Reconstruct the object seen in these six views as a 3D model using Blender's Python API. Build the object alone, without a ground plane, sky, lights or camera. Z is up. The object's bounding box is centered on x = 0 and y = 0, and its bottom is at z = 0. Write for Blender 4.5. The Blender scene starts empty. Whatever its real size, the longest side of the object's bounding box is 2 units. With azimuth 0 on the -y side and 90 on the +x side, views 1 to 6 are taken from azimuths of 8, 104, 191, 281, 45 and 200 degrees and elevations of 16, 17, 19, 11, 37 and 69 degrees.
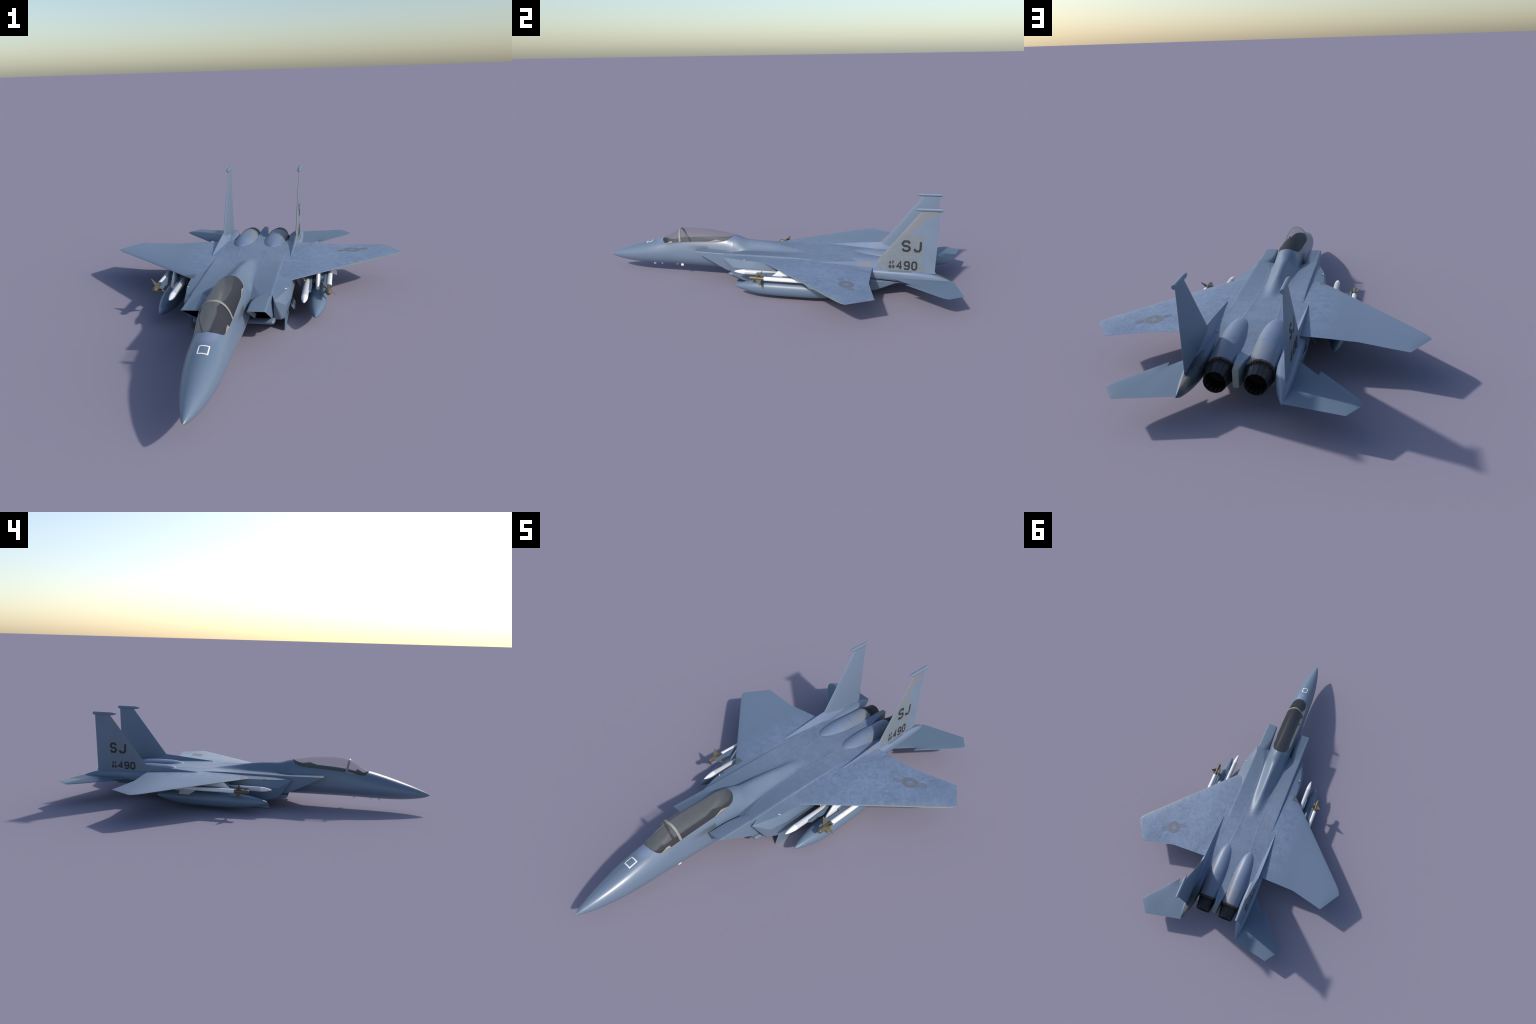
# Twin-engine, twin-fin two-seat fighter jet, built from lofts, plates and ribbons.
import bpy, bmesh, math
import numpy as np
from mathutils import Vector

R = np.random.default_rng(7)

# ------------------------------------------------------------------ helpers
def curve(xs, ys):
    """monotone cubic (pchip) through control points"""
    xs, ys = np.array(xs, float), np.array(ys, float)
    h = np.diff(xs); d = np.diff(ys) / h
    m = np.zeros_like(ys)
    for i in range(1, len(xs) - 1):
        if d[i - 1] * d[i] > 0:
            w1, w2 = 2 * h[i] + h[i - 1], h[i] + 2 * h[i - 1]
            m[i] = (w1 + w2) / (w1 / d[i - 1] + w2 / d[i])
    m[0], m[-1] = d[0], d[-1]
    def f(x):
        x = np.clip(x, xs[0], xs[-1])
        i = np.clip(np.searchsorted(xs, x) - 1, 0, len(h) - 1)
        t = (x - xs[i]) / h[i]
        return ((2*t**3-3*t**2+1)*ys[i] + (t**3-2*t**2+t)*h[i]*m[i]
                + (-2*t**3+3*t**2)*ys[i+1] + (t**3-t**2)*h[i]*m[i+1])
    return f

def line(xs, ys):
    return lambda x: np.interp(x, xs, ys)

class Build:
    """collects vertices and faces (with a material slot per face)"""
    def __init__(self): self.v, self.f, self.m = [], [], []
    def add(self, verts, faces, mat=0):
        o = len(self.v); self.v += [tuple(map(float, p)) for p in verts]
        self.f += [tuple(o + i for i in f) for f in faces]; self.m += [mat] * len(faces)
    def loft(self, rings, closed=True, cap0=False, cap1=False, mat=0):
        n = len(rings[0]); V = [p for r in rings for p in r]; F = []
        for a in range(len(rings) - 1):
            for j in range(n if closed else n - 1):
                k = (j + 1) % n
                F.append((a*n+j, a*n+k, (a+1)*n+k, (a+1)*n+j))
        if cap0: F.append(tuple(range(n))[::-1])
        if cap1: F.append(tuple((len(rings)-1)*n + j for j in range(n)))
        self.add(V, F, mat)
    def mirror(self):
        o = Build(); o.v = [(-x, y, z) for x, y, z in self.v]
        o.f = [f[::-1] for f in self.f]; o.m = list(self.m); return o

ROOT = bpy.data.objects.new("fighter_jet", None)
bpy.context.collection.objects.link(ROOT)
ROOT["label"] = "grey-blue twin-engine fighter jet with tanks, missiles and twin fins"
ROOT["category"] = "fighter jet"

def finish(b, name, mats, parent=None, angle=35, recalc=True, loc=None, solid=0.0):
    me = bpy.data.meshes.new(name)
    me.from_pydata(b.v, [], b.f)
    for m in mats: me.materials.append(m)
    me.polygons.foreach_set("material_index", b.m)
    bm = bmesh.new(); bm.from_mesh(me)
    bmesh.ops.remove_doubles(bm, verts=bm.verts, dist=1e-5)
    bmesh.ops.dissolve_degenerate(bm, dist=1e-6, edges=bm.edges)
    if recalc: bmesh.ops.recalc_face_normals(bm, faces=bm.faces)
    bm.to_mesh(me); bm.free()
    me.shade_smooth()
    me.set_sharp_from_angle(angle=math.radians(angle))
    return place(me, name, parent, loc, solid)

def place(me, name, parent=None, loc=None, solid=0.0):
    ob = bpy.data.objects.new(name, me)
    bpy.context.collection.objects.link(ob)
    ob.parent = parent or ROOT
    if loc is not None: ob.location = loc
    if solid:
        s = ob.modifiers.new("Solidify", "SOLIDIFY"); s.thickness = abs(solid); s.offset = 1 if solid > 0 else -1
    return ob

def pair(b, name, mats, mats2=None, parent=None, **k):
    return (finish(b, name, mats, parent, **k), finish(b.mirror(), name, mats2 or mats, parent, **k))

def circ(cx, cz, r, y, n, ph=0.0, rz=None):
    rz = r if rz is None else rz
    return [(cx + r*math.cos(a), y, cz + rz*math.sin(a)) for a in (ph + 2*math.pi*i/n for i in range(n))]

# ------------------------------------------------------------------ materials
class Nodes:
    def __init__(self, name):
        self.mat = bpy.data.materials.new(name); self.mat.use_nodes = True
        self.t = self.mat.node_tree; self.p = self.t.nodes["Principled BSDF"]
        self.tc = self.t.nodes.new("ShaderNodeTexCoord")
        self.sep = None
    def n(self, kind, **k):
        x = self.t.nodes.new(kind)
        for a, v in k.items(): setattr(x, a, v)
        return x
    def put(self, sock, val):
        if hasattr(val, "is_linked") or isinstance(val, bpy.types.NodeSocket): self.t.links.new(val, sock)
        else: sock.default_value = val
    def xyz(self):
        if not self.sep:
            self.sep = self.n("ShaderNodeSeparateXYZ"); self.t.links.new(self.tc.outputs["Object"], self.sep.inputs[0])
        return self.sep.outputs
    def math(self, op, a, b=0.0, c=None):
        x = self.n("ShaderNodeMath", operation=op); self.put(x.inputs[0], a); self.put(x.inputs[1], b)
        if c is not None: self.put(x.inputs[2], c)
        return x.outputs[0]
    def ramp(self, v, lo, hi, a=0.0, b=1.0):
        x = self.n("ShaderNodeMapRange"); x.interpolation_type = 'SMOOTHSTEP'
        self.put(x.inputs[0], v)
        for i, q in zip((1, 2, 3, 4), (lo, hi, a, b)): self.put(x.inputs[i], q)
        return x.outputs[0]
    def box(self, s, lo, hi, soft):
        return self.math('MULTIPLY', self.ramp(s, lo - soft, lo + soft), self.ramp(s, hi - soft, hi + soft, 1.0, 0.0))
    def mul(self, *m):
        r = m[0]
        for q in m[1:]: r = self.math('MULTIPLY', r, q)
        return r
    def noise(self, scale, detail=3.0, rough=0.55, stretch=(1, 1, 1)):
        mp = self.n("ShaderNodeMapping"); mp.inputs["Scale"].default_value = stretch
        self.t.links.new(self.tc.outputs["Object"], mp.inputs[0])
        x = self.n("ShaderNodeTexNoise"); self.t.links.new(mp.outputs[0], x.inputs["Vector"])
        x.inputs["Scale"].default_value = scale; x.inputs["Detail"].default_value = detail; x.inputs["Roughness"].default_value = rough
        return x.outputs["Fac"]
    def mix(self, f, a, b, blend='MIX'):
        x = self.n("ShaderNodeMix", data_type='RGBA', blend_type=blend)
        self.put(x.inputs[0], f)
        for s, v in ((x.inputs[6], a), (x.inputs[7], b)):
            self.put(s, (*v, 1.0) if isinstance(v, tuple) and len(v) == 3 else v)
        return x.outputs[2]
    def fcurve(self, v, pts):
        x = self.n("ShaderNodeFloatCurve"); self.put(x.inputs["Value"], v)
        c = x.mapping.curves[0]
        c.points[0].location = pts[0]; c.points[1].location = pts[-1]
        for p in pts[1:-1]: c.points.new(*p)
        for p in c.points: p.handle_type = 'VECTOR'
        x.mapping.update(); return x.outputs[0]
    def done(self, color, rough=0.45, metal=0.0, spec=0.5):
        self.put(self.p.inputs["Base Color"], (*color, 1.0) if isinstance(color, tuple) else color)
        self.put(self.p.inputs["Roughness"], rough); self.p.inputs["Metallic"].default_value = metal
        self.p.inputs["Specular IOR Level"].default_value = spec
        return self.mat

def plain(name, color, rough=0.45, metal=0.0, spec=0.5):
    return Nodes(name).done(color, rough, metal, spec)

GREY_BLUE = (0.135, 0.187, 0.262)
PALE_BLUE = (0.190, 0.245, 0.375)

def paint(name, zone=None):
    """airframe paint: smooth grey-blue forward, mottled weathered pale blue aft"""
    q = Nodes(name); x, y, z = q.xyz()
    cloud = q.noise(7.0, 2.0)
    base = q.mix(q.ramp(cloud, 0.3, 0.7, 0.0, 0.5), GREY_BLUE, (0.150, 0.200, 0.285))
    # where the weathering lies: behind the cockpit, fading towards the -x wing tip
    aft = q.ramp(y, -0.20, 0.25)
    up = q.ramp(z, 0.12, 0.15)
    side = q.ramp(x, -0.42, -0.20)
    worn = q.mul(aft, up, side)
    fine = q.noise(75.0, 4.0, 0.65)
    mid = q.noise(30.0, 3.0, 0.6)
    blot = q.math('ADD', q.math('MULTIPLY', fine, 0.45), q.math('MULTIPLY', mid, 0.30))
    blot = q.math('ADD', blot, q.math('MULTIPLY', q.noise(11.0, 2.0, 0.5), 0.25))
    pale = q.mix(q.ramp(blot, 0.36, 0.62), (0.146, 0.198, 0.290), (0.205, 0.268, 0.400))
    if zone == 'deck':
        pale = q.mix(q.ramp(blot, 0.36, 0.62), (0.150, 0.198, 0.283), (0.190, 0.245, 0.348))
    if zone in ('nacelle', 'boom', 'strake'):
        pale = q.mix(q.ramp(cloud, 0.3, 0.7), (0.158, 0.208, 0.312), (0.178, 0.232, 0.345))
    col = q.mix(worn, base, pale)
    streak = q.mul(q.ramp(q.noise(36.0, 3.0, 0.6, (1.0, 0.14, 1.0)), 0.55, 0.75), aft, up)
    col = q.mix(q.math('MULTIPLY', streak, 0.30), col, (0.105, 0.135, 0.195))
    far = q.mul(aft, up, q.math('SUBTRACT', 1.0, side))
    col = q.mix(far, col, (0.160, 0.215, 0.310))
    rough = 0.42
    if zone == 'nose':
        # dark smear below the sill on the +x side, pale patch ahead of the windscreen
        smear = q.mul(q.ramp(x, 0.03, 0.05), q.ramp(y, -0.52, -0.40), q.ramp(y, -0.372, -0.366, 1, 0), q.box(z, 0.168, 0.188, 0.008))
        col = q.mix(q.math('MULTIPLY', smear, 0.75), col, (0.075, 0.088, 0.085))
        lip = q.mul(q.box(y, -0.712, -0.645, 0.012), q.ramp(z, 0.185, 0.200))
        col = q.mix(q.math('MULTIPLY', lip, 0.55), col, (0.24, 0.29, 0.44))
        tip = q.ramp(y, -0.992, -0.984, 1, 0)
        col = q.mix(tip, col, (0.22, 0.25, 0.19))
        rough = 0.32
    if zone == 'wing':
        # weathered leading edge strip on the +x wing, streaks near its trailing edge
        le = q.math('SUBTRACT', y, q.math('MULTIPLY_ADD', x, 1.02, -0.2228))
        strip = q.mul(q.ramp(le, 0.006, 0.012, 1, 0), q.ramp(x, 0.36, 0.45))
        col = q.mix(q.math('MULTIPLY', strip, 0.7), col, (0.24, 0.27, 0.17))
        dirt = q.noise(38.0, 3.0, 0.6, (1.0, 0.35, 1.0))
        m = q.mul(q.ramp(dirt, 0.60, 0.70), q.box(x, 0.40, 0.56, 0.03), q.box(y, 0.50, 0.58, 0.02))
        col = q.mix(q.math('MULTIPLY', m, 0.6), col, (0.10, 0.125, 0.20))
        cap = q.mul(q.box(x, -0.238, -0.190, 0.003), q.ramp(y, 0.020, 0.025, 1, 0), q.ramp(z, 0.150, 0.153))
        col = q.mix(q.math('MULTIPLY', cap, 0.8), col, (0.10, 0.115, 0.12))
    if zone == 'deck':
        spots = q.mul(q.ramp(q.noise(55.0, 2.0, 0.5), 0.64, 0.70), q.box(x, -0.03, 0.03, 0.01), q.box(y, 0.42, 0.66, 0.04))
        col = q.mix(q.math('MULTIPLY', spots, 0.55), col, (0.10, 0.125, 0.19))
        burnt = q.mul(q.ramp(y, 0.70, 0.78), q.ramp(q.noise(40.0, 3.0), 0.40, 0.60, 0.3, 1.0))
        col = q.mix(q.math('MULTIPLY', burnt, 0.45), col, (0.17, 0.18, 0.16))
    if zone == 'nacelle':
        loc = q.math('SUBTRACT', x, q.math('MULTIPLY', q.math('SIGN', x), 0.0726))
        heat = q.mul(q.ramp(y, 0.655, 0.672), q.ramp(q.noise(26.0, 2.0), 0.30, 0.60, 0.35, 1.0), q.ramp(loc, -0.035, 0.010))
        col = q.mix(q.math('MULTIPLY', heat, 0.5), col, (0.240, 0.236, 0.225))
        flank = q.mul(q.ramp(loc, 0.010, 0.040), q.ramp(y, 0.50, 0.58))
        col = q.mix(q.math('MULTIPLY', flank, 0.32), col, (0.215, 0.220, 0.190))
        seam = q.mul(q.box(y, 0.628, 0.634, 0.002), q.box(q.math('ABSOLUTE', x), 0.045, 0.066, 0.004))
        col = q.mix(q.math('MULTIPLY', seam, 0.5), col, (0.07, 0.08, 0.11))
    if zone == 'sting':
        end = q.mul(q.ramp(y, 0.77, 0.83), q.ramp(q.noise(45.0, 3.0), 0.30, 0.60, 0.5, 1.0))
        col = q.mix(end, col, (0.215, 0.235, 0.190))
    if zone == 'strake':
        old = q.mul(q.box(y, 0.475, 0.545, 0.004), q.ramp(q.math('ABSOLUTE', x), 0.178, 0.180))
        col = q.mix(q.math('MULTIPLY', old, 0.7), col, (0.225, 0.225, 0.235))
    if zone == 'cft':
        patch = q.mul(q.ramp(x, -0.182, -0.186), q.box(y, -0.118, -0.098, 0.002), q.ramp(z, 0.1525, 0.1545))
        col = q.mix(q.math('MULTIPLY', patch, 0.7), col, (0.085, 0.100, 0.110))
    if zone == 'boom':
        soot = q.mul(q.ramp(y, 0.66, 0.80), q.ramp(x, 0.186, 0.174), q.ramp(x, 0.0, 0.001), q.ramp(z, 0.095, 0.115))
        soot = q.mul(soot, q.ramp(q.noise(24.0, 3.0), 0.3, 0.6, 0.65, 1.0))
        col = q.mix(q.math('MULTIPLY', soot, 0.92), col, (0.030, 0.034, 0.032))
        ash = q.mul(q.ramp(y, 0.855, 0.875), q.box(x, 0.155, 0.175, 0.008), q.ramp(y, 0.93, 0.905))
        col = q.mix(q.math('MULTIPLY', ash, 0.75), col, (0.24, 0.22, 0.19))
        dash = q.mul(q.box(y, 0.632, 0.750, 0.004), q.box(z, 0.1485, 0.1535, 0.0015), q.ramp(x, 0.17, 0.18))
        col = q.mix(q.math('MULTIPLY', dash, 0.75), col, (0.12, 0.13, 0.12))
    bump = q.n("ShaderNodeBump"); bump.inputs["Strength"].default_value = 0.05; bump.inputs["Distance"].default_value = 0.002
    q.t.links.new(mid, bump.inputs["Height"]); q.t.links.new(bump.outputs[0], q.p.inputs["Normal"])
    return q.done(col, rough, spec=0.65 if zone == 'nose' else 0.5)

def fin_side(name, pts, strength, grey):
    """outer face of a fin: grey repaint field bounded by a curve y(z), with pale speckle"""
    q = Nodes(name); x, y, z = q.xyz()
    zz = q.math('MULTIPLY_ADD', z, 2.5, -0.25)              # z 0.1..0.5 -> 0..1
    edge = q.fcurve(zz, [((a - 0.1) * 2.5, b) for a, b in pts])
    m = q.math('GREATER_THAN', edge, y)
    speck = q.noise(160.0, 3.0, 0.7); tint = q.noise(45.0, 2.0)
    body = q.mix(q.ramp(q.noise(9.0, 2.0), 0.3, 0.7), (0.150, 0.200, 0.275), (0.165, 0.220, 0.305))
    field = q.mix(q.ramp(speck, 0.4, 0.65), tuple(c * 0.90 for c in grey), tuple(min(1, c * 1.12) for c in grey))
    field = q.mix(q.ramp(tint, 0.55, 0.75, 0, 0.35), field, (0.24, 0.235, 0.31))
    field = q.mix(q.ramp(q.noise(37.0, 2.0, 0.5, (1, 1.3, 0.8)), 0.55, 0.75, 0, 0.35), field, (0.20, 0.28, 0.28))
    upper = q.ramp(z, 0.33, 0.345)
    field = q.mix(upper, field, tuple(c * f for c, f in zip(grey, (1.12, 1.00, 0.96))))
    return q.done(q.mix(q.math('MULTIPLY', m, strength), body, field), 0.45)

M_NOSE = paint("nose_paint", 'nose'); M_BODY = paint("body_paint"); M_DECK = paint("deck_paint", 'deck')
M_WING = paint("wing_paint", 'wing'); M_NAC = paint("nacelle_paint", 'nacelle'); M_BOOM = paint("boom_paint", 'boom')
M_STING = paint("sting_paint", 'sting'); M_CFT = paint("conformal_tank_paint", 'cft'); M_STRAKE = paint("strake_paint", 'strake')
M_STORE = plain("store_paint", (0.130, 0.185, 0.262), 0.38)
M_STAB = plain("tailplane_paint", (0.130, 0.182, 0.255), 0.45)
M_FIN = plain("fin_paint", (0.155, 0.208, 0.290), 0.45)
M_FIN_R = fin_side("fin_marked_paint", [(0.10, .82), (.152, .818), (.186, .816), (.188, .787), (.254, .799), (.343, .807), (.345, .732),
                                        (.365, .752), (.387, .776), (.405, .795), (.422, .816), (.440, .845), (.458, .876), (.50, .95)], 0.9, (0.176, 0.206, 0.232))
M_FIN_L = fin_side("fin_marked_paint", [(0.10, .79), (.219, .789), (.221, .40), (.235, .40), (.237, .802), (.338, .800), (.340, .40),
                                        (.370, .60), (.379, .720), (.400, .758), (.416, .778), (.440, .800), (.462, .824), (.50, .86)], 0.55, (0.190, 0.205, 0.228))
M_TEXT = plain("marking_black", (0.022, 0.023, 0.028), 0.6)
M_INSIG = plain("marking_grey", (0.158, 0.170, 0.198), 0.55)
M_WHITE = plain("white_gloss", (0.86, 0.86, 0.87), 0.35)
M_MISSILE = plain("missile_grey", (0.60, 0.60, 0.62), 0.35)
M_YELLOW = plain("yellow_band", (0.72, 0.66, 0.10), 0.5)
M_OLIVE = plain("olive_brown", (0.120, 0.098, 0.050), 0.35)
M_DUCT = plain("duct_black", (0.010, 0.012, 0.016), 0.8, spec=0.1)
M_LINER = plain("nozzle_soot", (0.022, 0.015, 0.013), 0.7, spec=0.2)
M_LIP = plain("duct_painted_sunlight", (0.42, 0.40, 0.40), 0.5)
M_FRAME = plain("canopy_frame_grey", (0.27, 0.26, 0.245), 0.5)
M_PYLON = plain("pylon_white", (0.74, 0.75, 0.77), 0.4)

q = Nodes("cockpit_lining"); x, y, z = q.xyz()
M_TUB = q.done(q.mix(q.ramp(q.noise(30, 3), 0.35, 0.65), (0.108, 0.130, 0.156), (0.120, 0.143, 0.170)), 0.6)

q = Nodes("nozzle_steel"); x, y, z = q.xyz()
M_NOZ = q.done(q.mix(q.noise(60, 3), (0.012, 0.014, 0.017), (0.040, 0.044, 0.048)), 0.5, 0.3)
q = Nodes("nozzle_rust")
M_RUST = q.done(q.mix(q.ramp(q.noise(90, 3), 0.35, 0.65), (0.020, 0.016, 0.015), (0.115, 0.055, 0.040)), 0.6, 0.2)

q = Nodes("canopy_glass")
q.p.inputs["Base Color"].default_value = (0.20, 0.185, 0.180, 1); q.p.inputs["Roughness"].default_value = 0.35
q.p.inputs["Specular IOR Level"].default_value = 0.25
clear = q.n("ShaderNodeBsdfTransparent"); clear.inputs[0].default_value = (1, 1, 1, 1)
blend = q.n("ShaderNodeMixShader"); blend.inputs[0].default_value = 0.095
q.t.links.new(clear.outputs[0], blend.inputs[1]); q.t.links.new(q.p.outputs[0], blend.inputs[2])
q.t.links.new(blend.outputs[0], q.t.nodes["Material Output"].inputs[0])
M_GLASS = q.mat

# ------------------------------------------------------------------ forward fuselage
# hull cross-section = lower half-ellipse + upper half-ellipse; the canopy opening follows the sill
YS = [-.9955, -.985, -.95, -.91, -.84, -.77, -.69, -.627, -.5425, -.45, -.36, -.28, -.232, -.16, -.08, .02, .12, .225]
f_w  = curve(YS, [.0004, .0070, .0200, .0320, .0470, .0575, .0635, .0655, .0680, .0715, .0725, .0725, .0720, .0690, .0620, .0460, .0270, .006])
f_zm = curve(YS, [.0912, .0920, .0945, .0985, .1060, .1130, .1200, .1220, .1220, .1215, .1200, .1190, .1180, .1180, .1180, .118, .118, .118])
f_zv = curve(YS, [.0916, .0990, .1150, .1310, .1550, .1770, .1985, .2120, .2480, .2570, .2610, .2580, .2465, .2310, .2215, .2080, .1900, .1700])
f_zb = curve(YS, [.0908, .0845, .0735, .0665, .0590, .0565, .0560, .0570, .0575, .0570, .0560, .0550, .0545, .0540, .0540, .054, .054, .054])
SILL_Y0, SILL_Y1 = -.6590, -.2325
f_xs = curve([-.6590, -.6575, -.652, -.645, -.636, -.627, -.5425, -.45, -.36, -.285, -.268, -.255, -.243, -.236, -.2325],
             [0, .0165, .0290, .0380, .0440, .0475, .0553, .0565, .0560, .0520, .0485, .0430, .0320, .0200, 0])
f_zt = curve([-.6590, -.6178, -.59, -.5636, -.5483, -.50, -.45, -.39, -.31, -.2325],
             [.2076, .2280, .2450, .2610, .2670, .2730, .2735, .2705, .2610, .2466])

def sill(y):
    xs = float(f_xs(y)) if SILL_Y0 <= y <= SILL_Y1 else 0.0
    w, zm, zv = float(f_w(y)), float(f_zm(y)), float(f_zv(y))
    return xs, zm + (zv - zm) * math.sqrt(max(0, 1 - (xs / w) ** 2))

def hull_z(x, y):
    w, zm, zv = float(f_w(y)), float(f_zm(y)), float(f_zv(y))
    return zm + (zv - zm) * math.sqrt(max(0.0, 1 - (x / w) ** 2)) if abs(x) < w else -1.0

def hull_half(y, n=30):
    w, zm, zb = float(f_w(y)), float(f_zm(y)), float(f_zb(y)); zv = float(f_zv(y))
    xs, zs = sill(y)
    p = []
    for i in range(n // 2):
        a = -math.pi/2 + math.pi/2 * i / (n // 2)
        p.append((w * math.cos(a), y, zm + (zm - zb) * math.sin(a)))
    a1 = math.acos(min(1, xs / w))
    for i in range(n // 2 + 1):
        a = a1 * i / (n // 2)
        p.append((w * math.cos(a), y, zm + (zv - zm) * math.sin(a)))
    return p

ys = np.unique(np.concatenate([np.linspace(-.9955, -.95, 12), np.linspace(-.95, -.66, 40), np.linspace(-.659, -.620, 26),
                               np.linspace(-.62, -.29, 44), np.linspace(-.29, -.2325, 26), np.linspace(-.2325, -.211, 5), [-.6575, -.236]]))
b = Build()
half = [hull_half(y) for y in ys]
b.loft(half, closed=False); b.loft([[(-x, y, z) for x, y, z in h][::-1] for h in half], closed=False)
b.loft([[(0.0004*math.cos(t), -.9957, .0912 + .0004*math.sin(t)) for t in np.linspace(0, 6.28, 9)[:-1]]], cap0=True)
fus = finish(b, "forward_fuselage", [M_NOSE], angle=50)

# cockpit: a concave lining below the sill
b = Build(); cy = ys[(ys >= SILL_Y0) & (ys <= SILL_Y1)]
rings = []
for y in cy:
    xs, zs = sill(y); d = 0.080 * (1 - math.exp(-xs / .022)) * float(np.interp(y, [-.66, -.56, -.30, -.23], [.65, 1, 1, .6]))
    xs = max(0, xs - .0004)
    rings.append([(xs * math.copysign(abs(math.cos(t)) ** .42, math.cos(t)), y, zs - .0003 - d * abs(math.sin(t)) ** .62) for t in np.linspace(0, math.pi, 29)])
b.loft(rings, closed=False)
finish(b, "cockpit", [M_TUB], fus, angle=60)

# canopy glass and its painted frame
def canopy_pt(y, s, out=0.0):
    """s = 0 at the sill, 1 at the crown (+x side); out = offset outwards"""
    xs, zs = sill(y); zt = max(float(f_zt(y)), zs + 1e-5)
    zc = zs - 0.30 * (zt - zs); bb = zt - zc
    a0 = math.asin((zs - zc) / bb); aa = xs / math.cos(a0)
    t = a0 + (math.pi / 2 - a0) * s
    n = Vector((bb * math.cos(t), 0, aa * math.sin(t) + 1e-9)).normalized()
    return (aa * math.cos(t) + n.x * out, y, zc + bb * math.sin(t) + n.z * out)

b = Build(); ss = np.linspace(0, 1, 15)
b.loft([[canopy_pt(y, s) for s in ss] + [tuple(np.array(canopy_pt(y, s)) * (-1, 1, 1)) for s in ss[::-1][1:]] for y in cy], closed=False)
can = finish(b, "canopy", [M_GLASS], angle=80, solid=-0.0012)

b = Build()
def bow_ring(side, e):
    out = []
    for s in np.linspace(0, 1, 20):
        yc = -.5375 - .0175 * s ** .8
        out.append(tuple(np.array(canopy_pt(yc + e * (.0046 + .0010 * (1 - s)), s, .0008)) * (side, 1, 1)))
    return out
def full(e): return bow_ring(1, e) + bow_ring(-1, e)[::-1][1:]
b.loft([full(e) for e in (-1, -.5, 0, .5, 1)], closed=False)
finish(b, "canopy_bow", [M_FRAME], can, angle=60, solid=0.0016)
b = Build()
f_band = line([-.66, -.632, -.626, -.603, -.590, -.586, -.38, -.365, -.328, -.322, -.285, -.26], [.0, .002, .003, .0150, .0145, .0030, .0026, .003, .0150, .0150, .003, .002])
f_band_l = line([-.66, -.632, -.626, -.60, -.575, -.545, -.525, -.26], [.0, .002, .003, .003, .0085, .0085, .003, .002])
by = np.unique(np.concatenate([np.linspace(-.634, -.26, 90), [-.626, -.603, -.590, -.586, -.365, -.328, -.322, -.285]]))
for side in (1, -1):
    rr = []
    for y in by:
        xs, zs = sill(y); arc = max(.02, 1.25 * math.hypot(xs, float(f_zt(y)) - zs))
        rr.append([tuple(np.array(canopy_pt(y, min(1, float((f_band if side > 0 else f_band_l)(y)) / arc) * k, .0006)) * (side, 1, 1)) for k in (0, .5, 1)])
    b.loft(rr, closed=False)
finish(b, "canopy_rail", [M_FRAME], can, angle=60, solid=0.0010)

# blade aerials under the nose
for ax, ay, az, ln, h in ((0, -.7241, .0600, .0135, .0165), (0, -.679, .0600, .0095, .0135), (0, -.5842, .0600, .0095, .0125), (.0325, -.5401, .0740, .0150, .0200)):
    b = Build()
    b.loft([[(ax - .0022, ay - ln/2, zz), (ax + .0022, ay - ln/2, zz), (ax + .0022, ay + ln/2, zz), (ax - .0022, ay + ln/2, zz)] for zz in (az, az - h)], cap0=True, cap1=True)
    finish(b, "blade_aerial", [M_WHITE], fus)

# white refuelling-guide square on the nose
b = Build()
def frame_strip(p0, p1, wdt):
    p0, p1 = np.array(p0), np.array(p1); d = (p1 - p0) / np.linalg.norm(p1 - p0); nrm = np.array((-d[1], d[0])) * wdt / 2
    row = []
    for t in np.linspace(0, 1, 8):
        c = p0 + (p1 - p0) * t
        row.append([(*(c + nrm * k), hull_z((c + nrm * k)[0], (c + nrm * k)[1]) + .0004) for k in (-1, 0, 1)])
    b.loft(row, closed=False)
sx0, sx1, sy0, sy1, wd = -.0120, .0190, -.7580, -.7245, .0046
frame_strip((sx0 - wd/2, sy0), (sx1 + wd/2, sy0), wd); frame_strip((sx0 - wd/2, sy1), (sx1 + wd/2, sy1), wd)
frame_strip((sx0, sy0 + wd/2), (sx0, sy1 - wd/2), wd); frame_strip((sx1, sy0 + wd/2), (sx1, sy1 - wd/2), wd)
finish(b, "nose_marking", [M_WHITE], fus, solid=0.0002)

# ------------------------------------------------------------------ wing surface (also trims the deck edge)
PROFILE = [(0, 0), (.004, .16), (.012, .28), (.03, .44), (.07, .65), (.15, .85), (.28, .98), (.40, 1.0), (.55, .92), (.70, .70), (.85, .40), (.95, .16), (1, .035)]
w_ley = line([.10, .60, .632, .650, .660, .6660, .6685], [-.1208, .389, .4215, .4420, .4560, .4690, .4790])
w_tey = line([.12, .2061, .3972, .5898, .6685], [.5525, .5527, .5554, .6000, .4800])
w_lez = curve([.12, .2027, .45, .6685], [.1600, .1585, .1500, .1405])
w_tez = curve([.12, .2061, .3972, .5898, .6685], [.1610, .1600, .1500, .1420, .1410])
w_th = curve([.12, .25, .40, .60, .64, .6685], [.0185, .0170, .0135, .0080, .0055, .0010])
w_sag = line([.12, .6685], [.0025, .0005])
def wing_top(x, y):
    le, te = float(w_ley(x)), float(w_tey(x)); c = (y - le) / (te - le)
    h = float(np.interp(c, *zip(*PROFILE)))
    return float(w_lez(x)) + (float(w_tez(x)) - float(w_lez(x))) * c + float(w_sag(x)) * 4*c*(1-c) + float(w_th(x))/2*h

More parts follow.
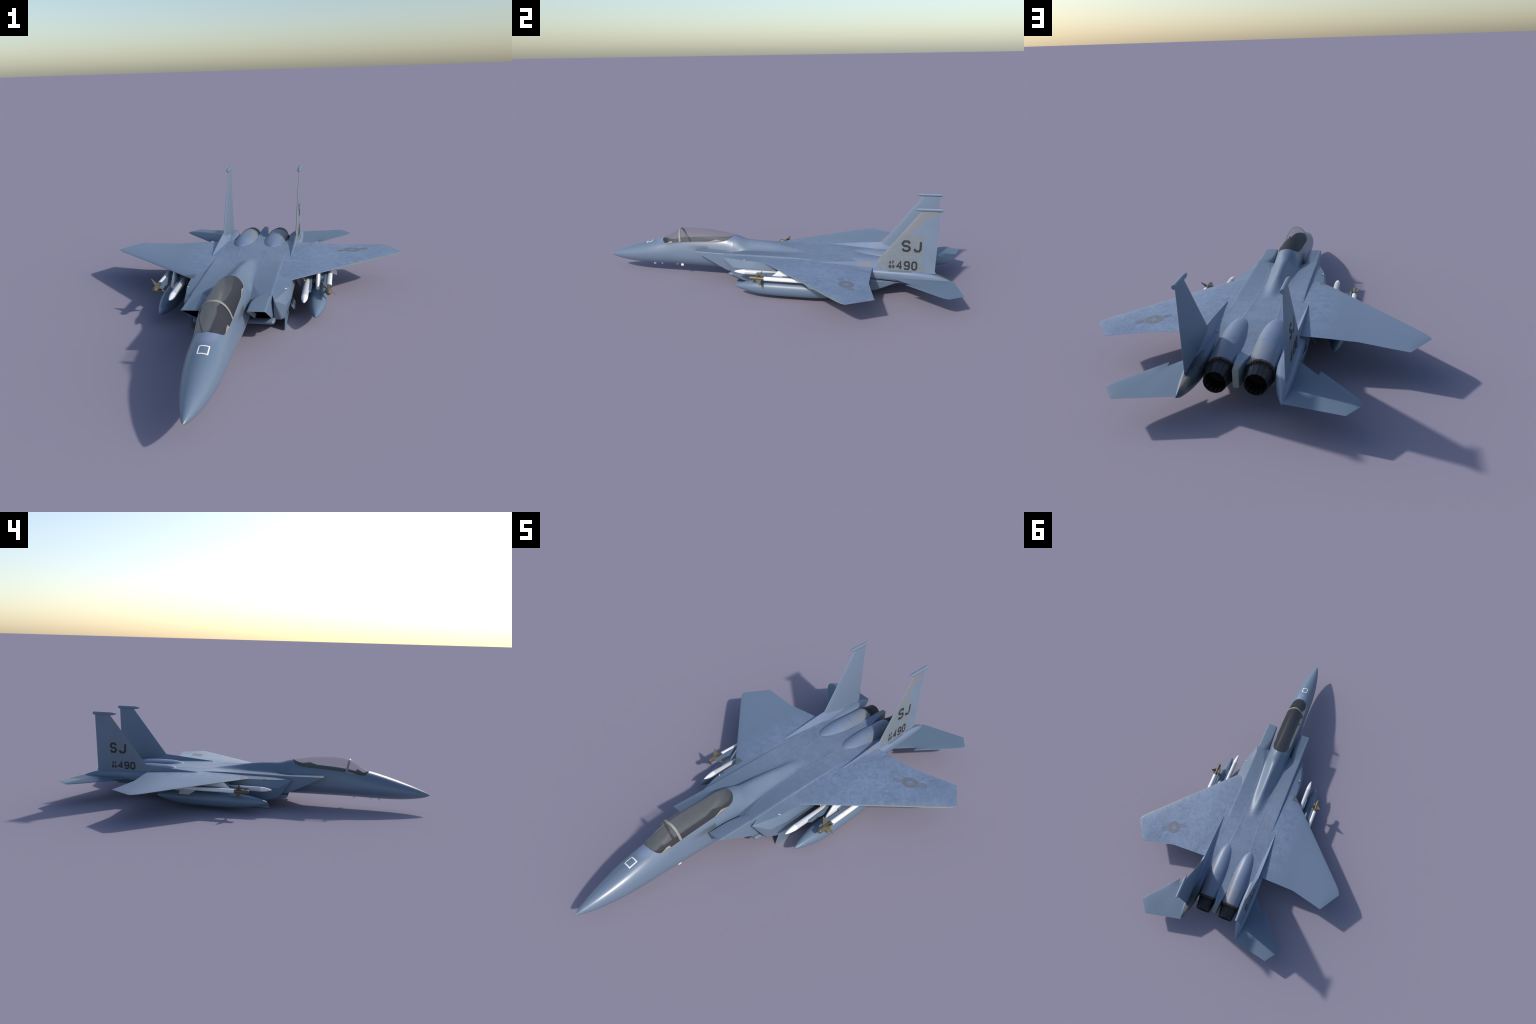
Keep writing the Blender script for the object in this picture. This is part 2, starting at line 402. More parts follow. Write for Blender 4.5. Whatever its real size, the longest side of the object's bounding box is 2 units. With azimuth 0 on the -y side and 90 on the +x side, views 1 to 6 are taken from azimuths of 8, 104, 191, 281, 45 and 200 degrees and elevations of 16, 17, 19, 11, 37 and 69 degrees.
# ------------------------------------------------------------------ centre body (deck, sides, belly)
f_dc = curve([-.26, -.20, -.12, 0, .25, .43, .5, .6, .7, .78], [.156, .163, .1705, .1725, .1720, .1710, .166, .157, .1505, .147])      # deck height on the centreline
f_ds = curve([-.26, 0, .20, .26, .31, .36, .45, .56, .66, .78], [.1785, .1785, .1765, .1740, .1712, .1697, .1668, .158, .138, .105])             # at the shoulder
f_hx = curve([-.26, -.1, .15, .25, .35, .45, .57, .7, .78], [.1465, .1460, .1475, .1505, .1570, .1660, .1760, .168, .160])         # shoulder half width
f_xc = curve([-.26, -.20, -.12, 0, .25, .43, .6, .78], [.107, .088, .069, .062, .058, .068, .06, .05])                                     # crease line
f_sw = curve([-.23, -.05, .06, .15, .235], [.0675, .0680, .0650, .0560, .040])                                    # spine half width
f_sh = curve([-.23, -.16, -.08, .02, .12, .225, .236], [.0725, .0565, .0485, .0350, .0170, .0010, 0])              # spine height
f_sp = curve([-.23, -.17, -.08, .03, .2], [.85, 1.5, 2.7, 3.8, 4.0])                                                         # spine flare

def edge_z(y):
    z = float(f_ds(y))
    if not .16 < y < .54: return z
    t = float(np.clip((y - .16) / .16, 0, 1)); low = min(z, wing_top(float(f_hx(y)), y) - .0008)
    return z + (low - z) * t * t * (3 - 2 * t)

def deck_z(x, y):
    x = abs(x); dc, xc, hx = (float(f(y)) for f in (f_dc, f_xc, f_hx)); ds = edge_z(y)
    zk = dc + max(0, .1742 - dc) * float(np.clip((.06 - y) / .12, 0, 1))                 # height of the crease line
    z = (dc + (zk - dc) * (x / xc) ** 3 if x < xc else zk + (ds - zk) * (x - xc) / (hx - xc)) + (.0006 * math.exp(-((x - xc) / .004) ** 2) if -.2 < y < .43 else 0)
    if -.229 < y < .235:                                    # dorsal spine: ellipse behind the canopy melting into a bell
        W, H, p = float(f_sw(y)), float(f_sh(y)), float(f_sp(y))
        bell = z + H * max(0.0, 1 - (x / W) ** 2) ** p
        t = float(np.clip((y + .212) / .08, 0, 1)); t = t * t * (3 - 2 * t)
        hull = max(z, hull_z(x, y) if x < float(f_w(y)) else -1.0)
        z = hull + (bell - hull) * t
    return z

def body_half(y):
    hx = float(f_hx(y)); ds = edge_z(y)
    top = [(x, y, deck_z(x, y)) for x in np.concatenate([np.linspace(0, .08, 61), np.linspace(.083, hx - .004, 10)])]
    t = float(np.clip((y - .56) / .2, 0, 1))
    fl = .054 + (.125 - .054) * float(np.clip((-.130 - y) / .09, 0, 1))
    side = [(hx - .0006, y, ds - .0010), (hx + .0004, y, ds - .005), (hx + .001, y, .14), (.143 - .02*t, y, .085), (.128 - .01*t, y, .062 + .004*t), (.10, y, .058 + .006*t), (.05, y, .054 + .006*t), (0, y, .054 + .012*t)]
    return top + [(x, y, max(z, fl)) for x, y, z in side]

ys2 = np.concatenate([np.linspace(-.252, -.2295, 5), np.linspace(-.2285, .25, 60), np.linspace(.26, .765, 50)])
b = Build(); half = [body_half(y) for y in ys2]
b.loft([h + [(-x, y, z) for x, y, z in h[1:-1]][::-1] for h in half], closed=True, cap0=True, cap1=True)
body = finish(b, "centre_fuselage", [M_DECK], angle=28)

# tail sting between the nozzles
b = Build(); rings = []
for y, hw, zt, zb in ((.60, .045, .1480, .07), (.69, .0275, .1500, .072), (.74, .0215, .1590, .078), (.80, .0150, .1650, .087), (.8455, .0108, .1655, .0955)):
    rings.append([(hw, y, zb + .004), (hw, y, zt - .002), (hw - .002, y, zt), (-hw + .002, y, zt), (-hw, y, zt - .002), (-hw, y, zb + .004), (-hw + .004, y, zb), (hw - .004, y, zb)])
b.loft(rings, cap0=True, cap1=True)
finish(b, "tail_sting", [M_STING], body, angle=25)

# ------------------------------------------------------------------ air intakes (raked boxes)
def rake(z): return -.4225 + (.181 - z) * 1.93
def rbox(xi, xo, zb, zt, r, inset=0.0, tw=0.0):
    xi, xo, zb, zt = xi + inset, xo - inset, zb + inset, zt - inset
    pts = []
    for (cx, cz, a0, rr) in ((xo, zt, 0, r[0]), (xi, zt, 90, r[1]), (xi, zb, 180, r[2]), (xo, zb, 270, r[3])):
        rr = max(.001, rr - inset)
        ccx = cx - rr if cx == xo else cx + rr; ccz = cz - rr if cz == zt else cz + rr
        for k in range(7):
            a = math.radians(a0 + 15 * k); pts.append((ccx + rr * math.cos(a), ccz + rr * math.sin(a)))
    return pts
b = Build(); rings = []
for t in np.linspace(0, 1, 12):
    zt = .1810 - .0060 * t; r1 = .008 + .010 * t + .030 * float(np.clip((t - .30) / .35, 0, 1)) ** 1.5
    xi = .0800 - .006 * t; xo = .1460 + .001 * t
    ring = []
    for (px, pz) in rbox(xi, xo, .0760 - .014 * t, zt, (.006, r1, .012, .012)):
        y0 = rake(pz); ring.append((px, y0 + (-.140 - y0) * t, pz))
    rings.append(ring)
b.loft(rings, mat=0)
lip = rings[0]; inn = []
for t in (0, .20, .22):
    inn.append([(px, rake(pz) + .001 + .20 * t, pz) for (px, pz) in rbox(.080, .146, .076, .181, (.006, .008, .012, .012), .0025 if t == 0 else .0035)])
b.loft([lip, inn[0]], mat=0)
for j in range(28):                                           # inboard wall coloured paler for the sun falling on it, dark elsewhere
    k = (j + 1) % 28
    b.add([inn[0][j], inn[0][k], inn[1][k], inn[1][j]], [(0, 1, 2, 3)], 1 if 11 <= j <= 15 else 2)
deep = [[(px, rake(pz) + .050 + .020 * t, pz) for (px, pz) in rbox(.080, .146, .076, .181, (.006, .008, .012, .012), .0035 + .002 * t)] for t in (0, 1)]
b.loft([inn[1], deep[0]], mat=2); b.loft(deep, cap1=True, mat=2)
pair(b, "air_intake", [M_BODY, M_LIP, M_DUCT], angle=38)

# layered fairing below each intake mouth
b = Build(); rings = []
for y, o in ((-.2300, .0085), (-.2265, .0045), (-.2190, .0012), (-.2090, .0), (-.17, .0), (-.13, .0)):
    rings.append([(px, y + .10 * max(0, .10 - px) * (y < -.2), pz) for px, pz in rbox(.050, .1545, .0520, .0735, (.010, .004, .006, .010), o)])
b.loft(rings, cap0=True, cap1=True)
pair(b, "intake_fairing", [M_BODY], angle=40)

# ------------------------------------------------------------------ conformal tanks along the nacelles
f_xo = line([-.2555, -.22, -.157, -.12, -.034, .10, .45, .556, .62, .684], [.1585, .168, .1875, .195, .2025, .205, .204, .198, .190, .181])
f_ct = curve([-.2555, -.187, -.03, .2, .5, .556, .684], [.1585, .1610, .1600, .152, .150, .092, .0875])
f_kx = line([-.2555, -.186, -.1, .5, .684], [.1585, .1938, .2085, .206, .181])
f_kz = line([-.2555, -.186, 0, .5, .684], [.158, .1180, .118, .110, .0915])
f_bx = line([-.2555, -.187, -.12, .5, .684], [.158, .1794, .190, .188, .180])
f_bz = line([-.2555, -.187, -.134, 0, .50, .57, .684], [.1575, .0610, .0440, .038, .036, .037, .086])
b = Build(); rings = []
for y in np.concatenate([[-.2555], np.linspace(-.246, -.187, 5), np.linspace(-.17, .54, 40), np.linspace(.552, .684, 10)]):
    xo, ct, kx, kz, bx, bz = (float(f(y)) for f in (f_xo, f_ct, f_kx, f_kz, f_bx, f_bz))
    q = min(1.0, (y + .2555) / .0685)
    ti = ct + (.171 - ct) * q * float(np.clip((.22 - y) / .15, 0, 1)) if y < .5 else ct
    ix = .158 - .018 * q
    e = max(0, (y - .56) / .124)
    rings.append([(ix, y, ti), (xo - .010*q, y, ct + .0015*q), (xo, y, ct - .0005), (kx - .004*q, y, kz + (ct-kz)*.35), (kx, y, kz), (bx, y, bz + .006*q), (bx - .006*q, y, bz),
                  (.158 - .010 * q + .02 * e, y, bz), (ix - .01*q + .04 * e, y, (ti + bz)/2)])
b.loft(rings, cap0=True, cap1=True)
cft = pair(b, "conformal_tank", [M_CFT], angle=24)
# little lights and stub fittings on the conformal tanks
b = Build()
b.loft([[(.1850, -.1290, zz), (.1930, -.1240, zz), (.1920, -.1215, zz), (.1840, -.1265, zz)] for zz in (.1585, .1632)], cap0=True, cap1=True)
pair(b, "position_light", [M_WHITE])

# weapon pylons below the conformal tanks: thin plates with a swept front
b = Build(); rings = []
for z, y0, y1, hw in ((.0585, -.112, .24, .0042), (.030, -.128, .235, .0038), (.0001, -.1414, .20, .0032)):
    rings.append([(.1825 + .0004, y0, z), (.1825 + hw, y0 + .012, z), (.1825 + hw, y1 - .02, z), (.1825, y1, z), (.1825 - hw, y1 - .02, z), (.1825 - hw, y0 + .012, z)])
b.loft(rings, cap0=True, cap1=True)
pair(b, "belly_pylon", [M_STORE], angle=20)
for y0 in (-.010, .26):
    b = Build()
    b.loft([[(.192 + dx, y0 + a, .060), (.199 + dx, y0 + a + .008, .060), (.199 + dx, y0 + .085, .060), (.192 + dx, y0 + .09, .060)] if k == 0 else
            [(.208 + dx, y0 + a + .004, .026), (.213 + dx, y0 + a + .012, .028), (.213 + dx, y0 + .075, .028), (.208 + dx, y0 + .08, .026)] for k, a, dx in ((0, 0, 0), (1, .012, 0))], cap0=True, cap1=True)
    pair(b, "stub_pylon", [M_STORE], angle=20)

# ------------------------------------------------------------------ engine nacelles and nozzles
f_nr = curve([.425, .430, .440, .46, .50, .55, .63, .70, .775], [.0005, .016, .030, .044, .0545, .0585, .0600, .0580, .0545])
f_nt = curve([.425, .440, .46, .50, .56, .63, .70, .775], [.1690, .1752, .1795, .1830, .1838, .1812, .1765, .1720])
b = Build(); rings = []
for y in np.concatenate([[.425, .427, .430, .434, .440], np.linspace(.447, .775, 44)]):
    r, zt = float(f_nr(y)), float(f_nt(y)); rings.append(circ(.0726, zt - r, r, y, 40))
rings.append(circ(.0726, .1175, .0515, .7765, 40)); rings.append(circ(.0726, .1175, .040, .7700, 40))
b.loft(rings, cap0=True, cap1=True)
pair(b, "engine_nacelle", [M_NAC], angle=40)

NP = 15
def nozzle_meshes():
    ring = Build()
    prof = [(.768, .0525), (.772, .0550), (.780, .0552), (.7835, .0535), (.7835, .0460)]
    ring.loft([circ(0, 0, r, y, 48) for y, r in prof])
    petals = Build()
    for i in range(NP):
        a0, a1 = 2*math.pi*(i + .03)/NP, 2*math.pi*(i + .97)/NP
        outer = [(.7760, .0480), (.7900, .0492), (.8150, .0475), (.8566, .0418)]
        inner = [(.8560, .0400), (.8150, .0445), (.7760, .0440)]
        rings = [[(r*math.cos(a), y, r*math.sin(a)) for a in (a0, a1)] for y, r in outer + inner]
        petals.loft([[p[0] for p in rings], [p[1] for p in rings]], closed=True, cap0=True, cap1=True)
    core = Build()
    core.loft([circ(0, 0, r, y, 30) for y, r in ((.770, .030), (.776, .0425), (.8150, .0438), (.8540, .0395))])
    core.loft([circ(0, 0, r, .772, 30) for r in (.0005, .042)])
    pins = Build()
    for i in range(NP * 2):
        a = 2*math.pi*(i + .5)/(NP * 2); c, s = math.cos(a), math.sin(a)
        pins.loft([[((r)*c - d*s, y, (r)*s + d*c) for d, r in ((-.0011, r0), (.0011, r0), (.0011, r0 + .0042), (-.0011, r0 + .0042))] for y, r0 in ((.7825, .0482), (.7990, .0474))], cap0=True, cap1=True)
    flaps = Build()
    for i in range(NP):
        a = 2*math.pi*(i + .5)/NP; c, s = math.cos(a), math.sin(a)
        flaps.loft([[(r*c - d*s, y, r*s + d*c) for d in (-.0035, .0035)] for y, r in ((.790, .0424), (.845, .0398))], closed=False)
    return ring, petals, core, pins, flaps
ring, petals, core, pins, flaps = nozzle_meshes()
for k, sx in enumerate((1, -1)):
    loc = (.0722 * sx, 0, .1180)
    if k == 0:
        o = finish(ring, "nozzle", [M_RUST], loc=loc, angle=40); r0 = o.data
        kids = [finish(petals, "nozzle_petals", [M_NOZ], o, angle=30), finish(core, "nozzle_liner", [M_LINER], o, angle=40),
                finish(pins, "nozzle_links", [M_NOZ], o), finish(flaps, "nozzle_seals", [M_NOZ], o, solid=.0006)]
        for c in kids: c["kind"] = "stuff"
    else:
        o = place(r0, "nozzle", None, loc)
        for c in kids:
            d = place(c.data, c.name.split(".")[0], o); d["kind"] = "stuff"
            if c.modifiers: s = d.modifiers.new("Solidify", "SOLIDIFY"); s.thickness = .0006

# ------------------------------------------------------------------ tail booms
f_bi = curve([.50, .60, .75, .80, .86, .915, .953], [.140, .130, .1265, .1310, .1440, .1620, .1780])
f_bo = curve([.50, .56, .75, .86, .925, .953], [.196, .199, .1985, .1940, .1860, .1800])
f_bt = curve([.50, .56, .75, .86, .925, .953], [.157, .156, .1545, .1430, .1230, .1095])
f_bb = curve([.50, .56, .70, .80, .86, .925, .953], [.099, .099, .094, .086, .084, .092, .1060])
b = Build(); rings = []
for y in np.linspace(.50, .953, 46):
    xi, xo, zt, zb = (float(f(y)) for f in (f_bi, f_bo, f_bt, f_bb))
    cx, cz, hx, hz = (xi+xo)/2, (zt+zb)/2, (xo-xi)/2, (zt-zb)/2
    p = 3.2 - 1.2 * max(0, (y - .75) / .203)
    ring = []
    for k in range(36):
        t = 2*math.pi*k/36; c, s = math.cos(t), math.sin(t)
        sh = (.35 * hx) * (s > 0) * s * s
        ring.append((cx + hx*math.copysign(abs(c)**(2/p), c) + 0*sh, y, cz + hz*math.copysign(abs(s)**(2/p), s)))
    rings.append(ring)
b.loft(rings, cap0=True, cap1=True)
pair(b, "tail_boom", [M_BOOM], angle=50)

# ------------------------------------------------------------------ thin aerofoil plates: wing, tailplane, fin
def wing_ring(le, te, th, sag=0.0):
    """chordwise ring, le/te = (x, y, z); thickness along z"""
    le, te = np.array(le), np.array(te); up, lo = [], []
    for c, h in PROFILE:
        p = le + (te - le) * c; p = p + np.array((0, 0, sag * 4 * c * (1 - c)))
        up.append(p + (0, 0, th/2*h)); lo.append(p - (0, 0, th/2*h))
    return up + lo[::-1][:-1]

b = Build(); rings = []
for x in np.unique(np.concatenate([np.linspace(.140, .58, 30), [.3972, .5898], np.linspace(.60, .6685, 14), [.632, .650, .660, .666]])):
    x = float(x)
    rings.append(wing_ring((x, w_ley(x), w_lez(x)), (x, w_tey(x), w_tez(x)), float(w_th(x)), float(w_sag(x))))
b.loft(rings, cap0=True, cap1=True)
wings = pair(b, "wing", [M_WING], angle=40)

s_ley = line([.150, .1978, .2747, .2793, .4100, .4230, .4310, .4360], [.608, .6634, .7557, .7243, .8780, .8950, .9080, .9230])
s_tey = line([.150, .177, .3878, .4360], [.948, .9538, .9980, .9330])
b = Build(); rings = []
for x in (.1770, .1978, .235, .2745, .2795, .32, .36, .3878, .400, .410, .4165, .4230, .4275, .4310, .4340, .4360):
    th = float(np.interp(x, [.15, .39, .42, .436], [.0110, .0060, .0045, .0015]))
    rings.append(wing_ring((x, float(s_ley(x)), .1135), (x, float(s_tey(x)), .1130), th))
b.loft(rings, cap0=True, cap1=True)
stabs = pair(b, "tailplane", [M_STAB], angle=40)

# fins: chord along y, span along z, thickness along x
fin_le = line([.145, .1964, .4660], [.535, .5735, .7850])
fin_te = line([.145, .152, .160, .4660], [.8680, .8640, .8610, .8733])
fin_th = line([.145, .4660], [.0120, .0060])
fin_x = line([.145, .466], [.1755, .1785])
FP = [(0, 0), (.01, .30), (.03, .52), (.08, .78), (.2, 1), (.6, 1), (.85, .55), (1, .12)]
def fin_face(y, z):
    le, te = float(fin_le(z)), float(fin_te(z)); c = min(1, max(0, (y - le)/(te - le)))
    return float(fin_x(z)) + float(fin_th(z))/2*float(np.interp(c, *zip(*FP)))
b = Build(); rings = []
for z in (.145, .152, .160, .175, .1964, .23, .30, .38, .43, .466):
    le, te, th, cx = (float(f(z)) for f in (fin_le, fin_te, fin_th, fin_x))
    o = [(cx + th/2*h, le + (te-le)*c, z) for c, h in FP]; i = [(cx - th/2*h, le + (te-le)*c, z) for c, h in FP]
    rings.append(o + i[::-1][:-1])
n = len(rings[0])
for a in range(len(rings) - 1):
    for j in range(n):
        k = (j + 1) % n
        b.add([rings[a][j], rings[a][k], rings[a+1][k], rings[a+1][j]], [(0, 1, 2, 3)], 1 if j < len(FP) - 1 else 0)
b.add(rings[-1], [tuple(range(n))]); b.add(rings[0], [tuple(range(n))[::-1]])
fins = pair(b, "tail_fin", [M_FIN, M_FIN_R], [M_FIN, M_FIN_L], angle=40)

# dorsal strake in front of and along each fin
b = Build(); rings = []
for y, zt, wi, wo in ((.277, .1728, .172, .1765), (.36, .1787, .164, .1790), (.46, .1872, .156, .1805), (.5735, .1962, .150, .1808), (.62, .1850, .150, .1800), (.70, .1640, .152, .1790), (.80, .1500, .160, .178)):
    zb = float(np.interp(y, [.27, .45, .57, .8], [.1690, .160, .152, .140]))
    rings.append([(wo, y, zb - .008), (wo - .0015, y, zt - .001), (wo - .0030, y, zt), (wi, y, zb + .003), (wi, y, zb - .02)])
b.loft(rings, cap0=True, cap1=True)
strakes = pair(b, "dorsal_strake", [M_STRAKE], angle=20)

# fin-tip pods
b = Build()
b.loft([circ(.1790, .4725, r, y, 18) for y, r in ((.7425, .0003), (.750, .0030), (.760, .0056), (.772, .0086), (.786, .0088), (.815, .0088), (.8822, .0088), (.8830, .0080))], cap0=True, cap1=True)
for side, f in zip((1, -1), fins):
    bb = b if side > 0 else b.mirror()
    finish(bb, "fin_pod", [M_FIN], f, angle=40)

# ------------------------------------------------------------------ lettering on the fins (octagonal stroke letters)
GLYPH = {
 'S': [[(1, .78), (.78, 1), (.22, 1), (0, .80), (0, .68), (.22, .52), (.78, .48), (1, .32), (1, .20), (.78, 0), (.22, 0), (0, .22)]],
 'J': [[(1, 1), (1, .22), (.78, 0), (.24, 0), (0, .24)]],
 '4': [[(.72, 0), (.72, 1), (0, .30), (1, .30)]],
 '9': [[(.02, .16), (.20, 0), (.78, 0), (1, .20), (1, .80), (.80, 1), (.20, 1), (0, .82), (0, .62), (.20, .45), (.97, .45)]],
 '0': [[(.5, 1), (.22, 1), (0, .80), (0, .20), (.22, 0), (.78, 0), (1, .20), (1, .80), (.78, 1), (.5, 1)]],
 'A': [[(0, 0), (.5, 1), (1, 0)], [(.2, .32), (.8, .32)]],
 'F': [[(0, 0), (0, 1), (1, 1)], [(0, .52), (.75, .52)]],
 '8': [[(.5, 1), (.18, 1), (0, .85), (0, .66), (.2, .52), (.8, .48), (1, .34), (1, .15), (.82, 0), (.18, 0), (0, .15), (0, .34), (.2, .48), (.8, .52), (1, .66), (1, .85), (.82, 1), (.5, 1)]],
}
def ribbon(pts, w):
    pts = [np.array(p, float) for p in pts]; L, Rr = [], []
    n = len(pts); closed = np.allclose(pts[0], pts[-1])
    for i, p in enumerate(pts):
        a = pts[i-1] if i else (pts[-2] if closed else None); c = pts[i+1] if i < n-1 else (pts[1] if closed else None)
        d0 = (p - a) / np.linalg.norm(p - a) if a is not None else None
        d1 = (c - p) / np.linalg.norm(c - p) if c is not None else None
        d0 = d1 if d0 is None else d0; d1 = d0 if d1 is None else d1
        t = d0 + d1; t = t / max(1e-6, np.linalg.norm(t)); nr = np.array((-t[1], t[0]))
        k = min(1.8, 1 / max(.3, abs(nr @ np.array((-d0[1], d0[0])))))
        L.append(p + nr*w/2*k); Rr.append(p - nr*w/2*k)
    return list(zip(L, Rr))
def letter(ch, side, y0, y1, z0, z1, w, parent):
    """side +1: reads towards +y seen from +x; side -1: reads towards -y seen from -x"""
    b = Build(); lvl = 0
    for st in GLYPH[ch]:
        pp = [(w/2 + u*(abs(y1-y0)-w), w/2 + v*(z1-z0-w)) for u, v in st]
        rows = ribbon(pp, w)
        for i in range(len(rows) - 1):
            lvl += 1
            quad = [rows[i][0], rows[i][1], rows[i+1][1], rows[i+1][0]]
            vs = []
            for (u, v) in quad:
                y = y0 + u if side > 0 else y0 - u; z = z0 + v
                vs.append((side * (fin_face(y, z) + .0007 + .00003 * lvl), y, z))
            b.add(vs, [(0, 1, 2, 3)] if side > 0 else [(3, 2, 1, 0)])
    return finish(b, "letter_" + ch.lower() if ch.isalpha() else "digit", [M_TEXT], parent, recalc=False)
for side, f in zip((1, -1), fins):
    if side > 0:
        rows = [('S', .693, .739, .254, .314, .0112), ('J', .750, .792, .254, .314, .0112), ('4', .671, .703, .1585, .206, .0086), ('9', .708, .739, .1585, .206, .0086), ('0', .745, .775, .1585, .206, .0086),
                ('A', .634, .6470, .186, .2050, .0041), ('F', .651, .6630, .186, .2050, .0041), ('8', .634, .6470, .1640, .1820, .0041), ('9', .650, .6625, .1640, .1820, .0041)]
    else:
        rows = [('S', .786, .744, .252, .311, .0110), ('J', .734, .689, .252, .311, .0110), ('4', .738, .706, .163, .207, .0086), ('9', .702, .671, .163, .207, .0086), ('0', .666, .635, .163, .207, .0086),
                ('A', .775, .7620, .188, .2050, .0041), ('F', .758, .7470, .188, .2050, .0041), ('8', .775, .7620, .1670, .1840, .0041), ('9', .7585, .7465, .1670, .1840, .0041)]
    for r in rows: letter(r[0], side, *r[1:], f)

# ------------------------------------------------------------------ star-and-bars on the +x wing
b = Build(); C = np.array((.4405, .4525)); ax = np.array((.124, .073)); ax /= np.linalg.norm(ax); ay = np.array((-ax[1], ax[0]))
def onwing(u, v, h=.0004): p = C + ax*u + ay*v; return (p[0], p[1], wing_top(*p) + h)
RO, RI = .0375, .0250
def star_r(t):
    """radius of a five-pointed star outline at angle t"""
    s = 2*math.pi/5; a = (t % s) - s/2; a = s/2 - abs(a)        # 0 at a tip
    p0 = np.array((RI, 0)); p1 = RI*.40*np.array((math.cos(s/2), math.sin(s/2))); d = np.array((math.cos(a), math.sin(a)))
    e = p1 - p0; return float((p0[0]*e[1] - p0[1]*e[0]) / (d[0]*e[1] - d[1]*e[0]))
N = 120; t0 = -math.pi/2
rows = [[onwing(r*math.cos(t0+t), r*math.sin(t0+t)) for r in np.linspace(star_r(t), RO, 4)] for t in np.linspace(0, 2*math.pi, N+1)]
b.loft(rows, closed=False)
for sgn in (1, -1):
    for u0, u1, v0, v1 in ((.040, .0745, .0085, .0130), (.040, .0745, -.0130, -.0085), (.0705, .0745, -.0080, .0080), (.040, .066, -.0020, .0020)):
        g = [[onwing(sgn*u, v) for v in np.linspace(v0, v1, 3)] for u in np.linspace(u0, u1, 5)]
        b.loft(g, closed=False)
o = finish(b, "star_marking", [M_INSIG], wings[0])

# ------------------------------------------------------------------ stores: drop tanks, pylons, missiles
TZ = .0588
f_tr = curve([-.1510, -.145, -.12, -.08, -.03, .03, .10, .24, .32, .40, .45, .463], [.0003, .0045, .0145, .0250, .0345, .0395, .0412, .0410, .0365, .0230, .0085, .0008])
b = Build()
b.loft([circ(0, 0, float(f_tr(y)), y, 36) for y in np.concatenate([np.linspace(-.151, -.13, 8), np.linspace(-.12, .40, 44), np.linspace(.41, .463, 8)])], cap0=True, cap1=True)
t0_ = finish(b, "drop_tank", [M_STORE], loc=(.3000, 0, TZ), angle=60)
place(t0_.data, "drop_tank", None, (-.3000, 0, TZ))

# white pylon blade with raked front edge, grey-blue foot
b = Build(); rings = []
for z, y0, y1, hw in ((.0920, .060, .36, .0070), (.1000, .040, .37, .0080), (.1180, .0500, .38, .0085), (.1340, .0700, .39, .0085), (.1540, .0930, .40, .0085)):
    rings.append([(.3000, y0, z), (.3000 + hw*.6, y0 + .004, z), (.3000 + hw, y0 + .016, z), (.3000 + hw, y1 - .06, z), (.3000, y1, z), (.3000 - hw, y1 - .06, z), (.3000 - hw, y0 + .016, z), (.3000 - hw*.6, y0 + .004, z)])
b.loft(rings, cap0=True, cap1=True)
pyl = pair(b, "wing_pylon", [M_PYLON], angle=35)
# launch rails between pylon and missiles
for sgn in (1, -1):
    for xr, y0, y1, zc in ((.3300, -.030, .245, .1180), (.2720, -.039, .235, .1160)):
        b = Build(); rings = []
        prof = [(y0, zc + .002), (y0 + .006, zc + .0095), (y0 + .10, zc + .0120), (y1, zc + .0120), (y1 + .012, zc), (y1 - .02, zc - .0120), (y0 + .085, zc - .0120), (y0 + .066, zc - .0070), (y0 + .022, zc - .0085)]
        b.loft([[(sgn*(xr + d), y, z) for y, z in prof] for d in (-.0045, .0045)], cap0=True, cap1=True)
        arm0, arm1 = sorted((xr, .300))
        b.loft([[(sgn*xx, y0 + .14, zc - .006), (sgn*xx, y0 + .14, zc + .010), (sgn*xx, y1 - .02, zc + .010), (sgn*xx, y1 - .02, zc - .006)] for xx in (arm0, arm1)], cap0=True, cap1=True)
        finish(b, "launch_rail", [M_STORE], pyl[0 if sgn > 0 else 1], angle=25)

def fins_x(b, r, root, tip, span, th, mat, ph=45):
    """four fins; root=(y0,y1), tip=(y0,y1)"""
    for k in range(4):
        a = math.radians(ph + 90*k); c, s = math.cos(a), math.sin(a)
        def P(rad, y, d): return (rad*c - d*s, y, rad*s + d*c)
        rings = []
        for rad, (y0, y1), h in ((r*.8, root, th), (span, tip, th*.5)):
            rings.append([P(rad, y0, 0), P(rad, y0*.7 + y1*.3, h/2), P(rad, y1, h*.3), P(rad, y1, -h*.3), P(rad, y0*.7 + y1*.3, -h/2)])
        b.loft(rings, cap0=True, cap1=True, mat=mat)

